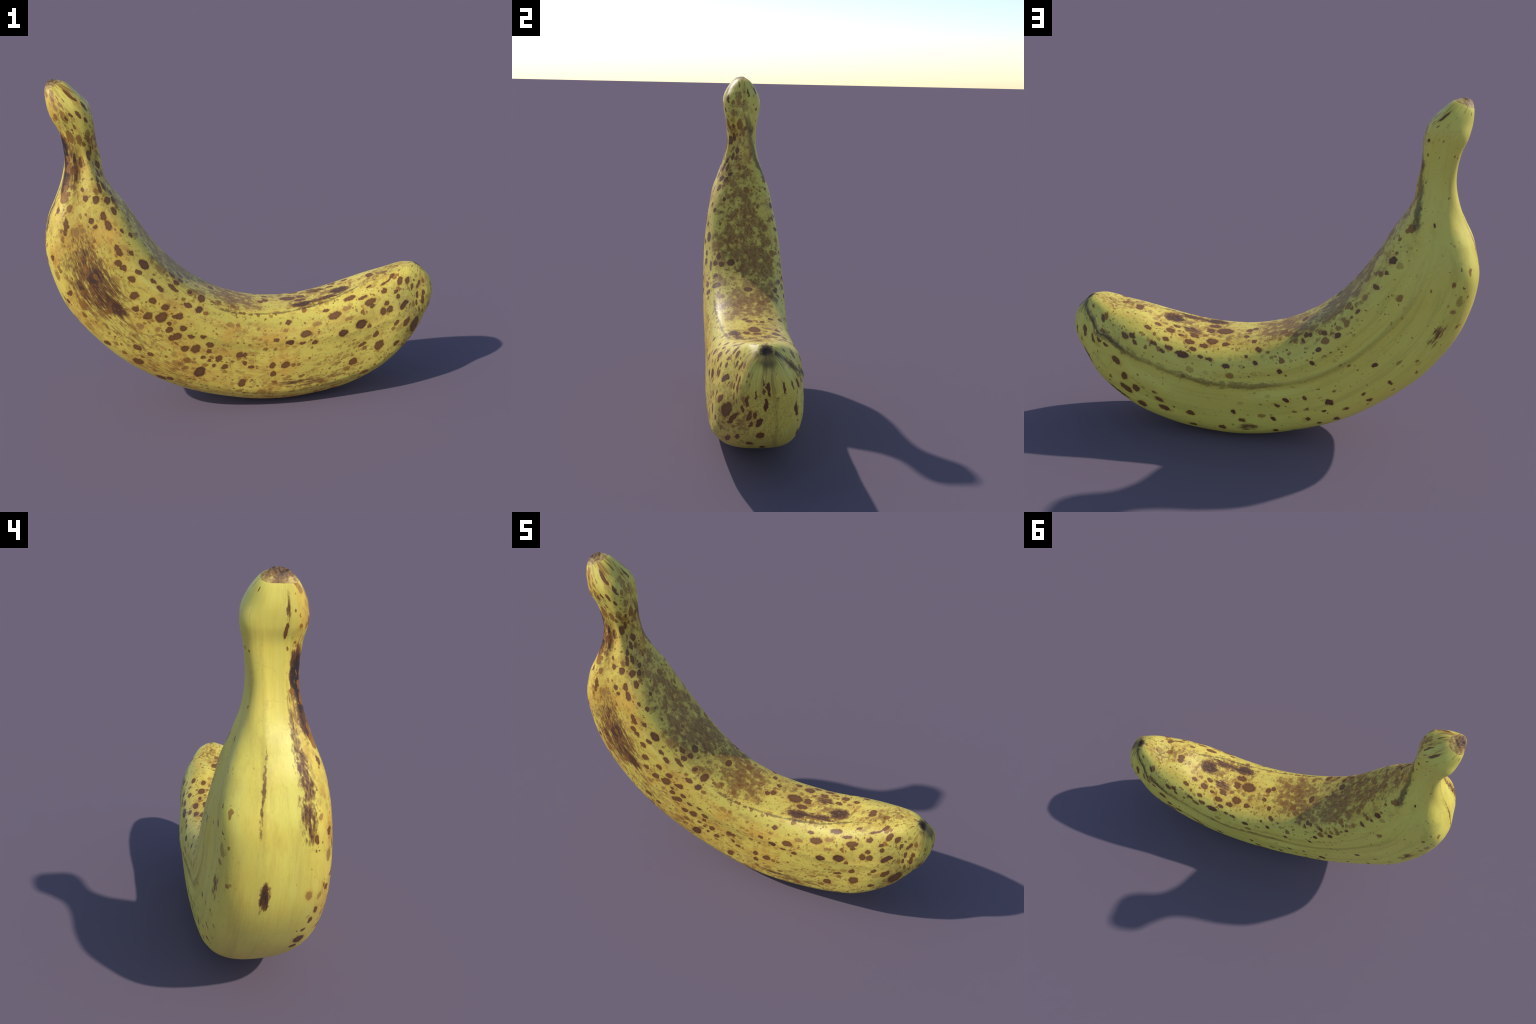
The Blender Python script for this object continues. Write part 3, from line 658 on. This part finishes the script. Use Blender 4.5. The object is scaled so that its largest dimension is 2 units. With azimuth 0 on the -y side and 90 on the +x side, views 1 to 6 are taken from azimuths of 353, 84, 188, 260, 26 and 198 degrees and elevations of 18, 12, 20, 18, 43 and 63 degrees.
def skin_material(groups, lo, hi):
    """The skin between two 'along' values, with the marks that reach into that stretch."""
    mat = bpy.data.materials.new("freckled_banana_skin")
    mat.use_nodes = True
    N = Nodes(mat.node_tree)
    frame = N.new("ShaderNodeGroup", node_tree=groups[0])
    fr = frame.outputs
    last = 0.0
    stain = {"rubbed": None, "mottled": None}
    for a, t, ha, ht, s, look in BRUISES:
        if lo - 0.015 < a + 1.35 * ha and a - 1.35 * ha < hi + 0.015:
            f = N.step(ellipse(N, fr, a, t, ha, ht, last), 0.25, 1.4, s, 0.0)
            last = stain[look] = f if stain[look] is None else N.m("SMOOTH_MAX", stain[look], f, 0.08)
    nearest = {"pale": None, "brown": None, "dark": None}
    for a, t, ha, ht, dark in SPOTS:
        if lo - 0.015 < a + 1.9 * ha and a - 1.9 * ha < hi + 0.015:
            kind = "pale" if dark < 0.65 else "brown" if dark < 0.95 else "dark"
            d = ellipse(N, fr, a, t, ha * 1.05, ht * 1.05, last)
            last = nearest[kind] = d if nearest[kind] is None else N.low(nearest[kind], d)
    skin = N.new("ShaderNodeGroup", node_tree=groups[1])
    for name in FRAME_OUT:
        N.put(skin.inputs[name], fr[name])
    for look, f in stain.items():
        N.put(skin.inputs[look + "_stain"], 0.0 if f is None else f)
    for kind, d in nearest.items():
        N.put(skin.inputs[kind + "_distance"], 9.0 if d is None else d)
    b = N.new("ShaderNodeBsdfPrincipled")
    b.inputs["Specular IOR Level"].default_value = 0.40
    N.put(b.inputs["Base Color"], skin.outputs["colour"])
    N.put(b.inputs["Roughness"], skin.outputs["roughness"])
    N.put(b.inputs["Normal"], skin.outputs["bumped_normal"])
    N.put(N.new("ShaderNodeOutputMaterial").inputs[0], b.outputs[0])
    return mat


def rough_material(name, ramp, scale, roughness, centre, reach, shade):
    """Dry plant tissue: mottled, darkest at its middle."""
    mat = bpy.data.materials.new(name)
    mat.use_nodes = True
    N = Nodes(mat.node_tree)
    pos = N.new("ShaderNodeTexCoord").outputs["Object"]
    n = N.noise(pos, scale, 4.0, 0.65)
    d = N.length(N.sub_vec(pos, centre))
    f = N.add(n, N.step(d, reach * 0.25, reach, -0.22, shade))
    c = N.new("ShaderNodeValToRGB")
    N.put(c.inputs[0], f)
    els = c.color_ramp.elements
    while len(els) < len(ramp):
        els.new(0.5)
    for e, (p, colour) in zip(els, ramp):
        e.position, e.color = p, (*colour, 1)
    b = N.new("ShaderNodeBsdfPrincipled")
    N.put(b.inputs["Base Color"], c.outputs[0])
    b.inputs["Roughness"].default_value = roughness
    bump = N.new("ShaderNodeBump")
    bump.inputs["Strength"].default_value = 0.4
    bump.inputs["Distance"].default_value = 0.004
    N.put(bump.inputs["Height"], N.noise(pos, scale * 1.6, 4.0, 0.7))
    N.put(b.inputs["Normal"], bump.outputs[0])
    N.put(N.new("ShaderNodeOutputMaterial").inputs[0], b.outputs[0])
    return mat


def stem_cut_material():
    return rough_material("dry_stem_cut", [(0.12, BLACK), (0.26, (0.11, 0.055, 0.025)), (0.42, (0.29, 0.15, 0.045)), (0.58, (0.60, 0.42, 0.11))],
                          60.0, 0.6, CUT_POINT, 0.060, 0.02)


def tip_material():
    return rough_material("dry_blossom_end", [(0.10, (0.035, 0.022, 0.016)), (0.30, (0.085, 0.046, 0.022)), (0.46, (0.20, 0.11, 0.035)), (0.62, (0.55, 0.45, 0.10))],
                          50.0, 0.75, TIP_POINT, 0.045, 0.14)

# ---------------------------------------------------------------- build ----
def ring_object(name, verts, faces, material, parent):
    me = bpy.data.meshes.new(name)
    me.from_pydata([tuple(v) for v in verts], [], faces)
    if not isinstance(material, list):
        me.materials.append(material)
    ob = bpy.data.objects.new(name, me)
    bpy.context.collection.objects.link(ob)
    ob.parent = parent
    return ob


def build():
    rows = loft()
    prof = bend_profile(rows)
    rows = shape_facets(rows, prof)
    # a shallow dimple of dry, rough tissue closes the tip, a low dome the stem cut
    rough = np.random.default_rng(3)

    def cap(ring, depth, steps):
        mid = ring.mean(0)
        nrm = np.cross(ring[SIDES // 4] - ring[0], ring[SIDES // 2] - ring[0])
        nrm /= np.linalg.norm(nrm)
        inner = []
        for k in range(1, steps + 1):
            f = 1 - k / (steps + 1.0)
            r = mid + (ring - mid) * f
            r = r + nrm * (depth * (1 - f * f)) + nrm * rough.normal(0, 0.0004, (SIDES, 1))
            inner.append(r)
        return inner, mid + nrm * depth

    stem_rings, stem_mid = cap(rows[0], STEM_DOME, 4)
    tip_rings, tip_mid = cap(rows[-1], TIP_DOME, 8)
    grid = np.concatenate([np.array(stem_rings[::-1]), rows, np.array(tip_rings)])
    n0 = len(stem_rings)
    nrow = len(grid)
    grid[..., 2] -= grid[..., 2].min()
    verts = np.concatenate([grid.reshape(-1, 3), [stem_mid], [tip_mid]])
    iv = lambda r, k: r * SIDES + k % SIDES
    faces = [(iv(r, k), iv(r + 1, k), iv(r + 1, k + 1), iv(r, k + 1)) for r in range(nrow - 1) for k in range(SIDES)]
    where = [r for r in range(nrow - 1) for k in range(SIDES)]
    a, b = nrow * SIDES, nrow * SIDES + 1
    faces += [(a, iv(0, k), iv(0, k + 1)) for k in range(SIDES)] + [(b, iv(nrow - 1, k + 1), iv(nrow - 1, k)) for k in range(SIDES)]
    where += [-1] * SIDES + [nrow] * SIDES

    whole = bpy.data.meshes.new("whole_fruit")
    whole.from_pydata([tuple(v) for v in verts], [], faces)
    flip = whole.polygons[SIDES * 200].normal.dot(whole.polygons[SIDES * 200].center - Vector(grid[200].mean(0))) < 0
    if flip:
        faces = [f[::-1] for f in faces]
    whole.clear_geometry()
    whole.from_pydata([tuple(v) for v in verts], [], faces)
    whole.update()
    normals = [Vector(n.vector) for n in whole.vertex_normals]
    bpy.data.meshes.remove(whole)

    # one skin, made in stretches so that each only computes the marks that lie on it
    bounds = np.linspace(-2.0, 0.8, SKIN_STRETCHES + 1)
    groups = (frame_group(prof), colour_group())
    skins = [skin_material(groups, lo, hi) for lo, hi in zip(bounds[:-1], bounds[1:])]
    cut = stem_cut_material()
    dry = tip_material()
    root = bpy.data.objects.new("banana", None)
    bpy.context.collection.objects.link(root)
    root["label"] = "curved ripe yellow banana covered in brown freckles and bruises"
    root["category"] = "banana"

    stem_end = n0 + 4.3 * ROWS_PER_SECTION           # the knob on the stem
    neck_end = n0 + 8.0 * ROWS_PER_SECTION
    tip_start = n0 + len(rows) - 1 + TIP_START
    cut_end = n0 + CUT_ROWS
    parts = [("stem_cut", -2, cut_end, cut), ("stem_knob", cut_end, stem_end, skins), ("neck", stem_end, neck_end, skins),
             ("fruit_body", neck_end, tip_start, skins), ("blossom_tip", tip_start, nrow + 1, dry)]
    for name, lo, hi, mat in parts:
        used = [f for f, w in zip(faces, where) if lo <= w < hi]
        ids = sorted({i for f in used for i in f})
        new = {old: k for k, old in enumerate(ids)}
        ob = ring_object(name, verts[ids], [tuple(new[i] for i in f) for f in used], mat, root)
        me = ob.data
        if mat is skins:
            mids = verts[np.array([f for f in used if len(f) == 4])].mean(1)
            stretch = np.clip(np.searchsorted(bounds, along_of(mids)) - 1, 0, SKIN_STRETCHES - 1)
            slots = sorted(set(stretch.tolist()))
            for s in slots:
                me.materials.append(skins[s])
            me.polygons.foreach_set("material_index", [slots.index(s) for s in stretch])
        me.polygons.foreach_set("use_smooth", [True] * len(me.polygons))
        me.normals_split_custom_set_from_vertices([normals[i] for i in ids])


build()
